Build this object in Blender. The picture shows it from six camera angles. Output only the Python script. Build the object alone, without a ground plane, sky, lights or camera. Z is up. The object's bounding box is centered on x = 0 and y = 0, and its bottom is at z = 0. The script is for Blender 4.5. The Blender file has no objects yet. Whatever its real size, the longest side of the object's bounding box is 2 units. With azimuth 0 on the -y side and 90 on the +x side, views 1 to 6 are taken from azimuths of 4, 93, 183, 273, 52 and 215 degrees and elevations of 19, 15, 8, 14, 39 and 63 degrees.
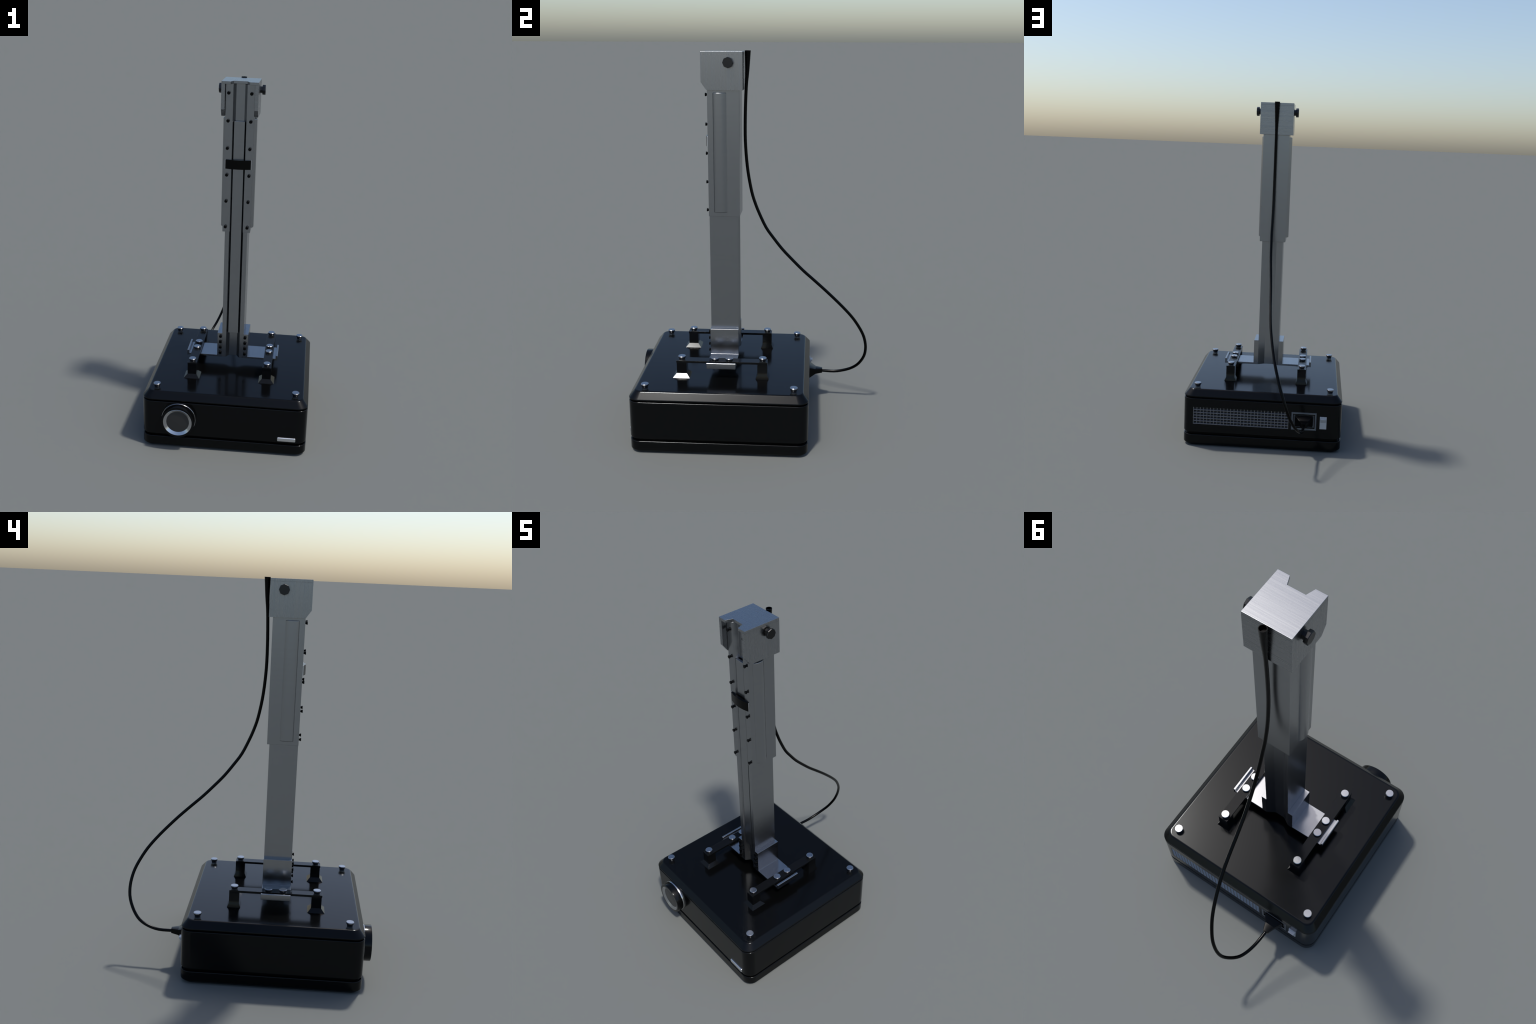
import bpy, bmesh, math
from mathutils import Vector, Matrix

# ------------------------------------------------------------------ materials
def new_mat(name):
    m = bpy.data.materials.new(name)
    m.use_nodes = True
    nt = m.node_tree
    b = nt.nodes["Principled BSDF"]
    return m, nt, b

def plain(name, col, rough, metal=0.0, spec=0.5, coat=0.0, var=0.0, vscale=60.0):
    m, nt, b = new_mat(name)
    b.inputs["Base Color"].default_value = (*col, 1)
    b.inputs["Roughness"].default_value = rough
    b.inputs["Metallic"].default_value = metal
    b.inputs["Specular IOR Level"].default_value = spec
    b.inputs["Coat Weight"].default_value = coat
    if var:
        tc = nt.nodes.new("ShaderNodeTexCoord")
        n = nt.nodes.new("ShaderNodeTexNoise")
        n.inputs["Scale"].default_value = vscale
        n.inputs["Detail"].default_value = 4
        r = nt.nodes.new("ShaderNodeMapRange")
        r.inputs["To Min"].default_value = rough - var
        r.inputs["To Max"].default_value = rough + var
        nt.links.new(tc.outputs["Object"], n.inputs["Vector"])
        nt.links.new(n.outputs["Fac"], r.inputs["Value"])
        nt.links.new(r.outputs["Result"], b.inputs["Roughness"])
    return m

def brushed(name, col, rough, x_face, y_face, z_face, contrast=0.12, rvar=0.02):
    """Brushed metal.  Each *_face is the per-axis frequency of the streak noise
    used on faces whose normal points along that axis."""
    m, nt, b = new_mat(name)
    L = nt.links.new
    tc = nt.nodes.new("ShaderNodeTexCoord")
    geo = nt.nodes.new("ShaderNodeNewGeometry")
    sep = nt.nodes.new("ShaderNodeSeparateXYZ")
    L(geo.outputs["True Normal"], sep.inputs[0])

    def streak(freq):
        mp = nt.nodes.new("ShaderNodeMapping")
        mp.inputs["Scale"].default_value = freq
        n = nt.nodes.new("ShaderNodeTexNoise")
        n.inputs["Scale"].default_value = 1.0
        n.inputs["Detail"].default_value = 5
        n.inputs["Roughness"].default_value = 0.65
        L(tc.outputs["Object"], mp.inputs["Vector"])
        L(mp.outputs["Vector"], n.inputs["Vector"])
        return n.outputs["Fac"]

    def big(axis):
        a = nt.nodes.new("ShaderNodeMath"); a.operation = "ABSOLUTE"
        L(sep.outputs[axis], a.inputs[0])
        g = nt.nodes.new("ShaderNodeMath"); g.operation = "GREATER_THAN"
        L(a.outputs[0], g.inputs[0]); g.inputs[1].default_value = 0.72
        return g.outputs[0]

    def mix(fac, a, c):
        x = nt.nodes.new("ShaderNodeMix"); x.data_type = "FLOAT"
        L(fac, x.inputs[0]); L(a, x.inputs[2]); L(c, x.inputs[3])
        return x.outputs[0]

    f = mix(big("X"), streak(y_face), streak(x_face))
    f = mix(big("Z"), f, streak(z_face))
    ramp = nt.nodes.new("ShaderNodeMapRange")
    ramp.inputs["From Min"].default_value = 0.3
    ramp.inputs["From Max"].default_value = 0.7
    ramp.inputs["To Min"].default_value = 1 - contrast
    ramp.inputs["To Max"].default_value = 1 + contrast
    L(f, ramp.inputs["Value"])
    c = nt.nodes.new("ShaderNodeVectorMath"); c.operation = "SCALE"
    c.inputs[0].default_value = col
    L(ramp.outputs["Result"], c.inputs["Scale"])
    L(c.outputs[0], b.inputs["Base Color"])
    rr = nt.nodes.new("ShaderNodeMapRange")
    rr.inputs["From Min"].default_value = 0.3
    rr.inputs["From Max"].default_value = 0.7
    rr.inputs["To Min"].default_value = rough + rvar
    rr.inputs["To Max"].default_value = rough - rvar
    L(f, rr.inputs["Value"])
    L(rr.outputs["Result"], b.inputs["Roughness"])
    b.inputs["Metallic"].default_value = 1.0
    return m

ALU = (0.325, 0.335, 0.35)
BLK = (0.0180, 0.0190, 0.0198)  # black tinted slightly blue to neutralise the warm sun highlight on the chamfer
MAT_PLASTIC = plain("black_gloss_plastic", BLK, 0.16, metal=0.90, spec=0.10)
MAT_GROOVE = plain("seam_black", (0.008, 0.008, 0.008), 0.25, metal=1.0)
MAT_PAINT = plain("black_painted_steel", BLK, 0.12, metal=0.80, spec=0.12)
MAT_RUBBER = plain("black_rubber", (0.014, 0.014, 0.014), 0.28, metal=1.0)
MAT_CABLE = plain("black_cable_jacket", (0.012, 0.012, 0.012), 0.25, metal=1.0)
MAT_BLACK_SCREW = plain("black_screw_steel", (0.012, 0.012, 0.012), 0.35, metal=1.0)
MAT_KNOB = plain("black_knob", (0.045, 0.045, 0.046), 0.3, metal=1.0)
MAT_CHROME = plain("polished_steel", (0.52, 0.53, 0.55), 0.18, metal=1.0)
MAT_SCREW = plain("satin_screw_steel", (0.38, 0.39, 0.41), 0.22, metal=1.0)
MAT_PLATE = plain("satin_badge_metal", (0.72, 0.73, 0.75), 0.35, metal=1.0)
MAT_GRILLE = plain("grille_metal", (0.205, 0.213, 0.23), 0.4, metal=1.0)
MAT_SOCKET = plain("socket_grey_metal", (0.10, 0.115, 0.135), 0.35, metal=0.3)
MAT_SWITCH = plain("switch_silver", (0.46, 0.48, 0.51), 0.4, metal=0.25)
MAT_LIP = plain("inlet_lip_metal", (0.25, 0.265, 0.285), 0.4, metal=0.25)  # grey lightened against the frame so the sloped lip reads lit
MAT_CAVITY = plain("dark_cavity", (0.003, 0.003, 0.003), 0.6)
MAT_LENS = plain("lens_glass", (0.020, 0.020, 0.020), 0.3, spec=0.6)
MAT_CAP = brushed("brushed_cap", ALU, 0.27, (3, 80, 1.5), (1.5, 3, 80), (2, 130, 2), contrast=0.06, rvar=0.04)
MAT_COLUMN = brushed("brushed_column", ALU, 0.26, (3, 3, 90), (3, 3, 90), (3, 90, 3), contrast=0.022, rvar=0.008)
MAT_BRACKET = brushed("brushed_bracket", ALU, 0.21, (4, 120, 4), (4, 4, 120), (120, 4, 4), contrast=0.03, rvar=0.01)

# ------------------------------------------------------------------ helpers
ROOT = bpy.data.objects.new("ceiling_projector", None)
bpy.context.scene.collection.objects.link(ROOT)
ROOT["label"] = "black box projector hanging bracket on a brushed metal column with cable"
ROOT["category"] = "projector mount"

def link(ob, parent):
    bpy.context.scene.collection.objects.link(ob)
    ob.parent = parent if parent else ROOT
    return ob

def finish(bm, name, mat, parent=None, bevel=0.0, segs=2, angle=30, loc=None, weighted=False):
    bmesh.ops.remove_doubles(bm, verts=bm.verts, dist=1e-6)
    bmesh.ops.recalc_face_normals(bm, faces=bm.faces)
    me = bpy.data.meshes.new(name)
    bm.to_mesh(me); bm.free()
    for p in me.polygons: p.use_smooth = True
    me.set_sharp_from_angle(angle=math.radians(angle))
    me.materials.append(mat)
    ob = link(bpy.data.objects.new(name, me), parent)
    if loc: ob.location = loc
    if weighted:
        md = ob.modifiers.new("even_shading", "WEIGHTED_NORMAL")
        md.weight = 100; md.keep_sharp = True
    if bevel:
        md = ob.modifiers.new("edge_round", "BEVEL")
        md.width = bevel; md.segments = segs
        md.limit_method = "ANGLE"; md.angle_limit = math.radians(28)
        md.harden_normals = True
    return ob

def loft(bm, rings, cap_lo=True, cap_hi=True):
    R = [[bm.verts.new(p) for p in r] for r in rings]
    n = len(R[0])
    for a, b in zip(R[:-1], R[1:]):
        for i in range(n):
            bm.faces.new((a[i], a[(i + 1) % n], b[(i + 1) % n], b[i]))
    if cap_lo: bm.faces.new(R[0][::-1])
    if cap_hi: bm.faces.new(R[-1])

def prism(bm, outline, axis, lo, hi):
    """outline: 2-D points in the plane of the two other axes (in x,y,z order)."""
    def put(p, t):
        q = list(p); q.insert(axis, t); return q
    loft(bm, [[put(p, lo) for p in outline], [put(p, hi) for p in outline]])

def box(bm, x0, x1, y0, y1, z0, z1):
    prism(bm, [(x0, y0), (x1, y0), (x1, y1), (x0, y1)], 2, z0, z1)

def lathe(bm, profile, n, axis="Z", origin=(0, 0, 0), phase=0.0, closed=False):
    """profile of (radius, height); axis gives the direction of height."""
    o = Vector(origin)
    def pt(r, h, a):
        c, s = r * math.cos(a), r * math.sin(a)
        d = {"Z": (c, s, h), "-Y": (c, -h, s), "Y": (c, h, s), "X": (h, c, s), "-X": (-h, c, s)}[axis]
        return o + Vector(d)
    rings = [[pt(r, h, phase + 2 * math.pi * i / n) for i in range(n)] for r, h in profile]
    if closed:
        rings.append(rings[0]); loft(bm, rings, False, False)
    else:
        loft(bm, rings, profile[0][0] > 0, profile[-1][0] > 0)

def rrect(hx, hy, r, n=10, c=(0, 0)):
    pts = []
    for k, (sx, sy) in enumerate(((1, 1), (-1, 1), (-1, -1), (1, -1))):
        for i in range(n + 1):
            a = math.pi / 2 * (k + i / n)
            pts.append((c[0] + sx * (hx - r) + r * math.cos(a), c[1] + sy * (hy - r) + r * math.sin(a)))
    return pts

def catmull(pts, sub):
    P = [Vector(p) for p in pts]
    P = [2 * P[0] - P[1]] + P + [2 * P[-1] - P[-2]]
    out = []
    for i in range(1, len(P) - 2):
        a, b, c, d = P[i - 1:i + 3]
        for k in range(sub):
            t = k / sub
            out.append(0.5 * (2 * b + (c - a) * t + (2 * a - 5 * b + 4 * c - d) * t * t + (3 * b - a - 3 * c + d) * t ** 3))
    out.append(P[-2])
    return out

# ------------------------------------------------------------------ projector body
CX, CY = 0.0, -0.1395          # centre of the box
HX, HY, RC = 0.4595, 0.4585, 0.055
BACK = CY + HY                 # y of rear wall
FRONT = CY - HY
TOP = 0.3315

def shell(name, rows, mat, **kw):
    bm = bmesh.new()
    loft(bm, [[(x, y, z) for x, y in rrect(HX - i, HY - i, max(RC - i * 0.6, 0.01), 12, (CX, CY))] for z, i in rows])
    return finish(bm, name, mat, weighted=True, **kw)

shell("base_tray", [(0.0, 0.0150), (0.0010, 0.0138), (0.0130, 0.0018), (0.0160, 0.0), (0.0612, 0.0), (0.0638, 0.0008), (0.0652, 0.0030), (0.0655, 0.0060)], MAT_PLASTIC, angle=50)
shell("seam_core", [(0.055, 0.012), (0.295, 0.012)], MAT_GROOVE)
housing = shell("housing", [(0.0790, 0.0060), (0.0795, 0.0030), (0.0810, 0.0008), (0.0835, 0.0), (0.2785, 0.0), (0.2810, 0.0008), (0.2825, 0.0030), (0.2830, 0.0060)], MAT_PLASTIC, angle=50)
shell("top_cover", [(0.2900, 0.0040), (0.2908, 0.0010), (0.2925, 0.0000), (0.2960, 0.0000), (0.2985, 0.0010), (0.3272, 0.0255), (0.3299, 0.0285), (0.3311, 0.0320), (TOP, 0.0365)], MAT_PLASTIC, angle=50)

# openings in the rear wall for grille and power inlet
VX0, VX1, VZ0, VZ1 = -0.1535, 0.4000, 0.1295, 0.2310
SX, SZ = -0.2420, 0.1810
def cut(target, boxes):
    bm = bmesh.new()
    for bx in boxes: box(bm, *bx)
    bmesh.ops.recalc_face_normals(bm, faces=bm.faces)
    me = bpy.data.meshes.new("cutter"); bm.to_mesh(me); bm.free()
    c = bpy.data.objects.new("cutter", me)
    bpy.context.scene.collection.objects.link(c)
    md = target.modifiers.new("cut", "BOOLEAN")
    md.object = c; md.operation = "DIFFERENCE"; md.solver = "EXACT"
    dg = bpy.context.evaluated_depsgraph_get()
    res = bpy.data.meshes.new_from_object(target.evaluated_get(dg))
    target.modifiers.clear()
    wn = target.modifiers.new("even_shading", "WEIGHTED_NORMAL"); wn.weight = 100; wn.keep_sharp = True
    old = target.data; target.data = res; res.name = old.name + "_cut"
    bpy.data.objects.remove(c)
    bpy.data.meshes.remove(me)
cut(housing, [(VX0, VX1, BACK - 0.009, BACK + 0.05, VZ0, VZ1),
              (SX - 0.060, SX + 0.060, BACK - 0.009, BACK + 0.05, SZ - 0.037, SZ + 0.037)])
bm = bmesh.new()
box(bm, VX0 + .001, VX1 - .001, BACK - 0.0085, BACK - 0.0078, VZ0 + .001, VZ1 - .001)
finish(bm, "grille_backing", MAT_CAVITY)

# grille: louvres with upright bars
bm = bmesh.new()
ROWS, PITCH = 6, 0.0167
for k in range(ROWS):
    z = VZ0 + 0.0022 + PITCH * k
    prism(bm, [(BACK - 0.0085, z + 0.0060), (BACK - 0.0085, z + 0.0040), (BACK - 0.0015, z - 0.0024), (BACK - 0.0005, z - 0.0018), (BACK - 0.0005, z - 0.0004)], 0, VX0, VX1)
NCOL = 28
for k in range(NCOL + 1):
    x = VX0 + 0.002 + (VX1 - VX0 - 0.004) * k / NCOL
    box(bm, x - 0.0019, x + 0.0019, BACK - 0.0060, BACK - 0.0008, VZ0, VZ1)
g = finish(bm, "vent_grille", MAT_GRILLE)
g["kind"] = "stuff"

# power inlet
def rr(hx, hz, y): return [(SX - hx, y, SZ - hz), (SX + hx, y, SZ - hz), (SX + hx, y, SZ + hz), (SX - hx, y, SZ + hz)]
bm = bmesh.new()
rings = [rr(.0722, .0525, BACK - .003), rr(.0722, .0525, BACK + .0010), rr(.0664, .0455, BACK + .0010), rr(.0664, .0455, BACK - .003)]
loft(bm, rings + rings[:1], False, False)
sock = finish(bm, "power_inlet_frame", MAT_SOCKET)
bm = bmesh.new()
rings = [rr(.0664, .0455, BACK - .006), rr(.0664, .0455, BACK + .0008), rr(.0604, .0375, BACK - .0018), rr(.0604, .0375, BACK - .0075)]
loft(bm, rings + rings[:1], False, False)
finish(bm, "inlet_lip", MAT_LIP, parent=sock)
bm = bmesh.new()
box(bm, SX - .0604, SX + .0604, BACK - .0085, BACK - .0060, SZ - .0375, SZ + .0375)
finish(bm, "inlet_floor", MAT_SOCKET, parent=sock)
bm = bmesh.new()
loft(bm, [[(SX + x, y, SZ + .002 + z) for x, z in rrect(.0535, .0325, .008, 5)] for y in (BACK - .0070, BACK - .0050)])
finish(bm, "inlet_insert", MAT_CAVITY, parent=sock)

# plug
bm = bmesh.new()
def sec(hx, hz, y, c=.004):
    return [(SX + x, y, .1803 + z) for x, z in rrect(hx, hz, c, 3)]
loft(bm, [sec(.0505, .0310, BACK - .006), sec(.0505, .0310, BACK + .0030), sec(.0272, .0156, .3555), sec(.0140, .0128, .3935), sec(.0132, .0120, .3945)])
plug = finish(bm, "power_plug", MAT_RUBBER, angle=20)

# rocker switch
bm = bmesh.new()
box(bm, -.3728, -.3335, BACK - .003, BACK + .0045, .1412, .2138)
sw = finish(bm, "rocker_switch", MAT_SWITCH, bevel=0.0008)
bm = bmesh.new()
prism(bm, [(BACK, .1790), (.3236, .1800), (.3372, .2022), (.3366, .2034), (BACK, .2036)], 0, -.3690, -.3373)
finish(bm, "rocker", MAT_SWITCH, parent=sw, bevel=0.0006)

# badge on the front
bm = bmesh.new()
box(bm, .2993, .4012, FRONT - .0068, FRONT + .008, .0900, .1142)
finish(bm, "front_badge", MAT_PLATE, bevel=0.0050, segs=3)

# lens
LX, LZ, LR = -0.2515, 0.1842, 0.0928
bm = bmesh.new()
lathe(bm, [(.078, .0), (LR, .0), (LR, .0425), (LR - .0010, .0452), (LR - .004, .0455), (.0795, .0455), (.0790, .030), (.078, .0)][:-1], 48, "-Y", (LX, FRONT, LZ))
barrel = finish(bm, "lens_barrel", MAT_PLASTIC, angle=40)
bm = bmesh.new()
lathe(bm, [(LR - .002, -.002), (LR + .0030, -.002), (LR + .0032, .0060), (LR + .0018, .0080), (LR - .002, .0080)], 48, "-Y", (LX, FRONT, LZ), closed=True)
finish(bm, "trim_ring", MAT_CHROME, parent=barrel, angle=40)
bm = bmesh.new()
lathe(bm, [(.0797, .030), (.0797, .0452), (.0785, .0458), (.0632, .0362), (.0632, .030)], 48, "-Y", (LX, FRONT, LZ), closed=True)
finish(bm, "lens_bezel", MAT_CHROME, parent=barrel, angle=40)
bm = bmesh.new()
lathe(bm, [(.0640, .0300), (.0636, .0362), (.050, .0374), (.036, .0384), (.020, .0391), (.008, .0394), (0.0001, .0395)], 48, "-Y", (LX, FRONT, LZ))
finish(bm, "lens_glass", MAT_LENS, parent=barrel, angle=40)

# ------------------------------------------------------------------ screws
def screw_mesh(name, profile, n, axis, mat):
    bm = bmesh.new(); lathe(bm, profile, n, axis)
    ob = finish(bm, name, mat, angle=30)
    return ob
def repeats(first, places, parents=None):
    first.location = places[0]
    if parents: first.parent = parents[0]
    for i, p in enumerate(places[1:], 1):
        c = first.copy()
        bpy.context.scene.collection.objects.link(c)
        c.location = p
        if parents: c.parent = parents[i]

HEAD = [(.0148, 0), (.0150, .0070), (.0158, .0095), (.0192, .0155), (.0203, .0192), (.0203, .0232), (.0186, .0250), (0.0001, .0251)]
s = screw_mesh("cover_screw", HEAD, 16, "Z", MAT_SCREW)
repeats(s, [(sx * .3872, y, TOP - .0003) for sx in (-1, 1) for y in (-.5194, .2422)])

# ------------------------------------------------------------------ mounting bars with posts
BX, BW, BZ0, BZ1, BY0, BY1 = 0.2140, 0.0256, 0.4105, 0.4222, -0.3815, 0.0985
PY = (-0.3530, 0.0725)
bars = []
for sx in (-1, 1):
    bm = bmesh.new()
    box(bm, sx * BX - BW, sx * BX + BW, BY0, BY1, BZ0, BZ1)
    bars.append(finish(bm, "mounting_bar", MAT_PAINT, bevel=0.0008))
def sq(hx, hy, z): return [(-hx, -hy, z), (hx, -hy, z), (hx, hy, z), (-hx, hy, z)]
def post_mesh(flare, rise):
    bm = bmesh.new()
    loft(bm, [sq(flare, flare, TOP - .0005), sq(flare, flare, TOP + .0003), sq(BW - .0002, .0262, TOP + rise), sq(BW - .0002, .0262, BZ0 + .0004)])
    return finish(bm, "mounting_post", MAT_PAINT, bevel=0.0006)
pp, par = [], []
for bar, sx in zip(bars, (-1, 1)):
    for y in PY:
        pp.append((sx * BX, y, 0)); par.append(bar)
repeats(post_mesh(.0448, .0200), pp[0::2], par[0::2])
repeats(post_mesh(.0352, .0200), pp[1::2], par[1::2])
s = screw_mesh("bar_screw", [(r, h - .0058) for r, h in HEAD], 16, "Z", MAT_SCREW)
repeats(s, [(x, y + (-.001 if y < 0 else .0008), BZ1) for x, y, _ in pp], par)
s = screw_mesh("clamp_screw", [(.0180, -.001), (.0190, .0010), (.0203, .0050), (.0203, .0108), (.0186, .0125), (0.0001, .0126)], 16, "Z", MAT_SCREW)
repeats(s, [(sx * BX, y, BZ1) for sx in (-1, 1) for y in (-.1785, -.1030)], [b for b in bars for _ in (0, 1)])

# ------------------------------------------------------------------ bracket feet
for sx in (-1, 1):
    bm = bmesh.new()
    pts = [(.0625, .3940), (.2680, .3925), (.2680, .4215), (.2660, .4235), (.2580, .4235), (.2562, .4220), (.2562, .4050), (.0900, .4050), (.0900, .5468), (.0625, .5468)]
    prism(bm, [(sx * x, z) for x, z in pts], 1, -.2180, -.0660)
    finish(bm, "column_bracket", MAT_BRACKET, bevel=0.0012)

# ------------------------------------------------------------------ column
def channel(hx, yf, yb, fo, fi, fd, bo=None, bi=None, bd=None):
    """Extrusion section with a dovetail-like groove in the front (and the back)."""
    p = [(-hx, yf), (-fo, yf), (-fi, yf + fd), (fi, yf + fd), (fo, yf), (hx, yf), (hx, yb)]
    if bo: p += [(bo, yb), (bi, yb - bd), (-bi, yb - bd), (-bo, yb)]
    return p + [(-hx, yb)]
bm = bmesh.new()
prism(bm, channel(.0632, -.2155, -.0675, .0398, .0222, .0285, .0620, .0245, .0225), 2, .3935, 1.20)
finish(bm, "column", MAT_COLUMN, bevel=0.0012)
bm = bmesh.new()
prism(bm, channel(.0777, -.2170, -.0555, .0375, .0235, .027), 2, 1.1668, 1.9805)
sleeve = finish(bm, "column_sleeve", MAT_COLUMN, bevel=0.0012)
for sx in (-1, 1):
    bm = bmesh.new()
    prof = [(.0765, -.1895), (.0785, -.1885), (.0845, -.1838), (.0893, -.1780), (.0916, -.1690), (.0919, -.1570), (.0916, -.1450), (.0893, -.1365), (.0845, -.1285), (.0785, -.1205), (.0765, -.1190)]
    loft(bm, [[(sx * (x - d), y, z) for x, y in prof] for z, d in ((1.1880, .0025), (1.1900, .0004), (1.1910, 0), (1.7935, 0), (1.7952, .0006), (1.7965, .0025))])
    finish(bm, "side_rib", MAT_COLUMN, parent=sleeve, angle=50, weighted=True)
bm = bmesh.new()
prism(bm, [(-.0285, -.2110), (.0285, -.2110), (.0285, -.1970), (-.0285, -.1970)], 2, .5495, 1.7835)
finish(bm, "slide_bar", MAT_COLUMN, bevel=0.0008)

# strap over the slide bar
bm = bmesh.new()
N = 4
arc = [(-.0708 + .1416 * i / N, -.2205 - .0122 * (1 - (2 * i / N - 1) ** 2)) for i in range(N + 1)]
prism(bm, arc + [(.0708, -.2165), (-.0708, -.2165)], 2, 1.5262, 1.5772)
strap = finish(bm, "strap", MAT_RUBBER, angle=40)
for sx in (-1, 1):  # thin pale plates at the strap's two ends
    bm = bmesh.new()
    box(bm, *sorted((sx * .0700, sx * .0720)), -.2208, -.2164, 1.5258, 1.5776)
    finish(bm, "strap_end_pale_plate", MAT_PLATE, parent=strap, bevel=0.0005)

# small black screws on the flanges
SM = [(.0058, -.001), (.0060, .0020), (.0082, .0075), (.0089, .0090), (.0089, .0106), (.0078, .0119), (0.0001, .0120)]
s = screw_mesh("flange_screw", SM, 12, "-Y", MAT_BLACK_SCREW)
repeats(s, [(sx * .0608, -.2170, 1.1973 + .1472 * k) for sx in (-1, 1) for k in range(6)])
s = screw_mesh("bracket_screw", [(r, h * .8) for r, h in SM], 12, "-Y", MAT_BLACK_SCREW)
repeats(s, [(sx * .0718, -.2180, .4225 + .0345 * k) for sx in (-1, 1) for k in range(4)])

# ------------------------------------------------------------------ cap
CW, CYF, CYB, CZ = .0985, -.2447, -.0365, 1.9958
bm = bmesh.new()
side = [(CYB, CZ - .0142), (CYB, 1.8092), (-.2175, 1.8105), (CYF, 1.8487), (CYF, CZ - .0142)]
# one folded sheet: top plate with notch, two cheeks, rear wall
prism(bm, [(-CW, CYF), (-.0500, CYF), (-.0365, -.2075), (.0365, -.2075), (.0500, CYF), (CW, CYF), (CW, CYB), (-CW, CYB)], 2, CZ - .0142, CZ)
cap = finish(bm, "column_cap", MAT_CAP, bevel=0.0010)
for sx in (-1, 1):
    bm = bmesh.new()
    prism(bm, side, 0, *sorted((sx * CW, sx * .0795)))
    finish(bm, "cap_cheek", MAT_CAP, parent=cap)
bm = bmesh.new()
box(bm, -.0795, .0795, CYB - .017, CYB, 1.8092, CZ - .0142)
finish(bm, "cap_back", MAT_CAP, parent=cap)
for ax in ("-X", "X"):
    bm = bmesh.new()
    lathe(bm, [(.0180, -.002), (.0180, .0090), (.0180, .0105), (.0262, .0108), (.0268, .0125), (.0268, .0252), (.0252, .0274), (0.0001, .0275)], 8, ax)
    finish(bm, "cap_knob", MAT_KNOB, parent=cap, loc=((CW if ax == "X" else -CW), -.1066, 1.9435), angle=25)

# ------------------------------------------------------------------ cable
path = [(0, -.0180, 2.0000), (0, -.0207, 1.9069), (0, -.0264, 1.8199), (0, -.0311, 1.7022), (0, -.0325, 1.5826), (0, -.0283, 1.4857),
        (0, -.0183, 1.3874), (.001, -.0001, 1.2881), (.002, .0180, 1.2271), (.0005, .0405, 1.1691), (-.002, .0758, 1.0937),
        (-.0065, .1145, 1.0370), (-.0125, .1631, .9729), (-.0175, .2155, .9154), (-.022, .2749, .8542), (-.0275, .3347, .7991),
        (-.0355, .3983, .7394), (-.048, .4594, .6776), (-.0615, .5111, .6215), (-.0765, .5547, .5676), (-.094, .5896, .5120),
        (-.112, .6161, .4585), (-.1295, .6304, .4090), (-.147, .6358, .3591), (-.166, .6293, .3066), (-.1910, .6037, .2521),
        (-.2145, .5677, .2137), (-.2290, .5195, .1900), (-.2375, .4634, .1770), (-.2425, .3960, .1775), (-.2425, .3850, .1785)]
pts = catmull(path, 3)
def cable_radius(p):
    t = max(0.0, min(1.0, (p.z - 1.835) / (2.0 - 1.835)))
    return 0.0083 + 0.0074 * t ** 1.15
bm = bmesh.new()
rings = []
ref = Vector((1, 0, 0))
for i, p in enumerate(pts):
    t = (pts[min(i + 1, len(pts) - 1)] - pts[max(i - 1, 0)]).normalized()
    if i == 0: t = Vector((0, 0, -1))
    u = (ref - t * ref.dot(t)).normalized(); ref = u
    v = t.cross(u)
    r = cable_radius(p)
    rings.append([p + r * (math.cos(a) * u + math.sin(a) * v) for a in [2 * math.pi * k / 16 for k in range(16)]])
# open, hollow upper end
for k, d in ((.84, .0), (.82, .0150)):
    c = Vector(pts[0]) - Vector((0, 0, d))
    rings.insert(0, [c + (q - Vector(pts[0])) * k for q in rings[0 if d == 0 else 1]])
loft(bm, rings)
finish(bm, "power_cable", MAT_CABLE, angle=50)
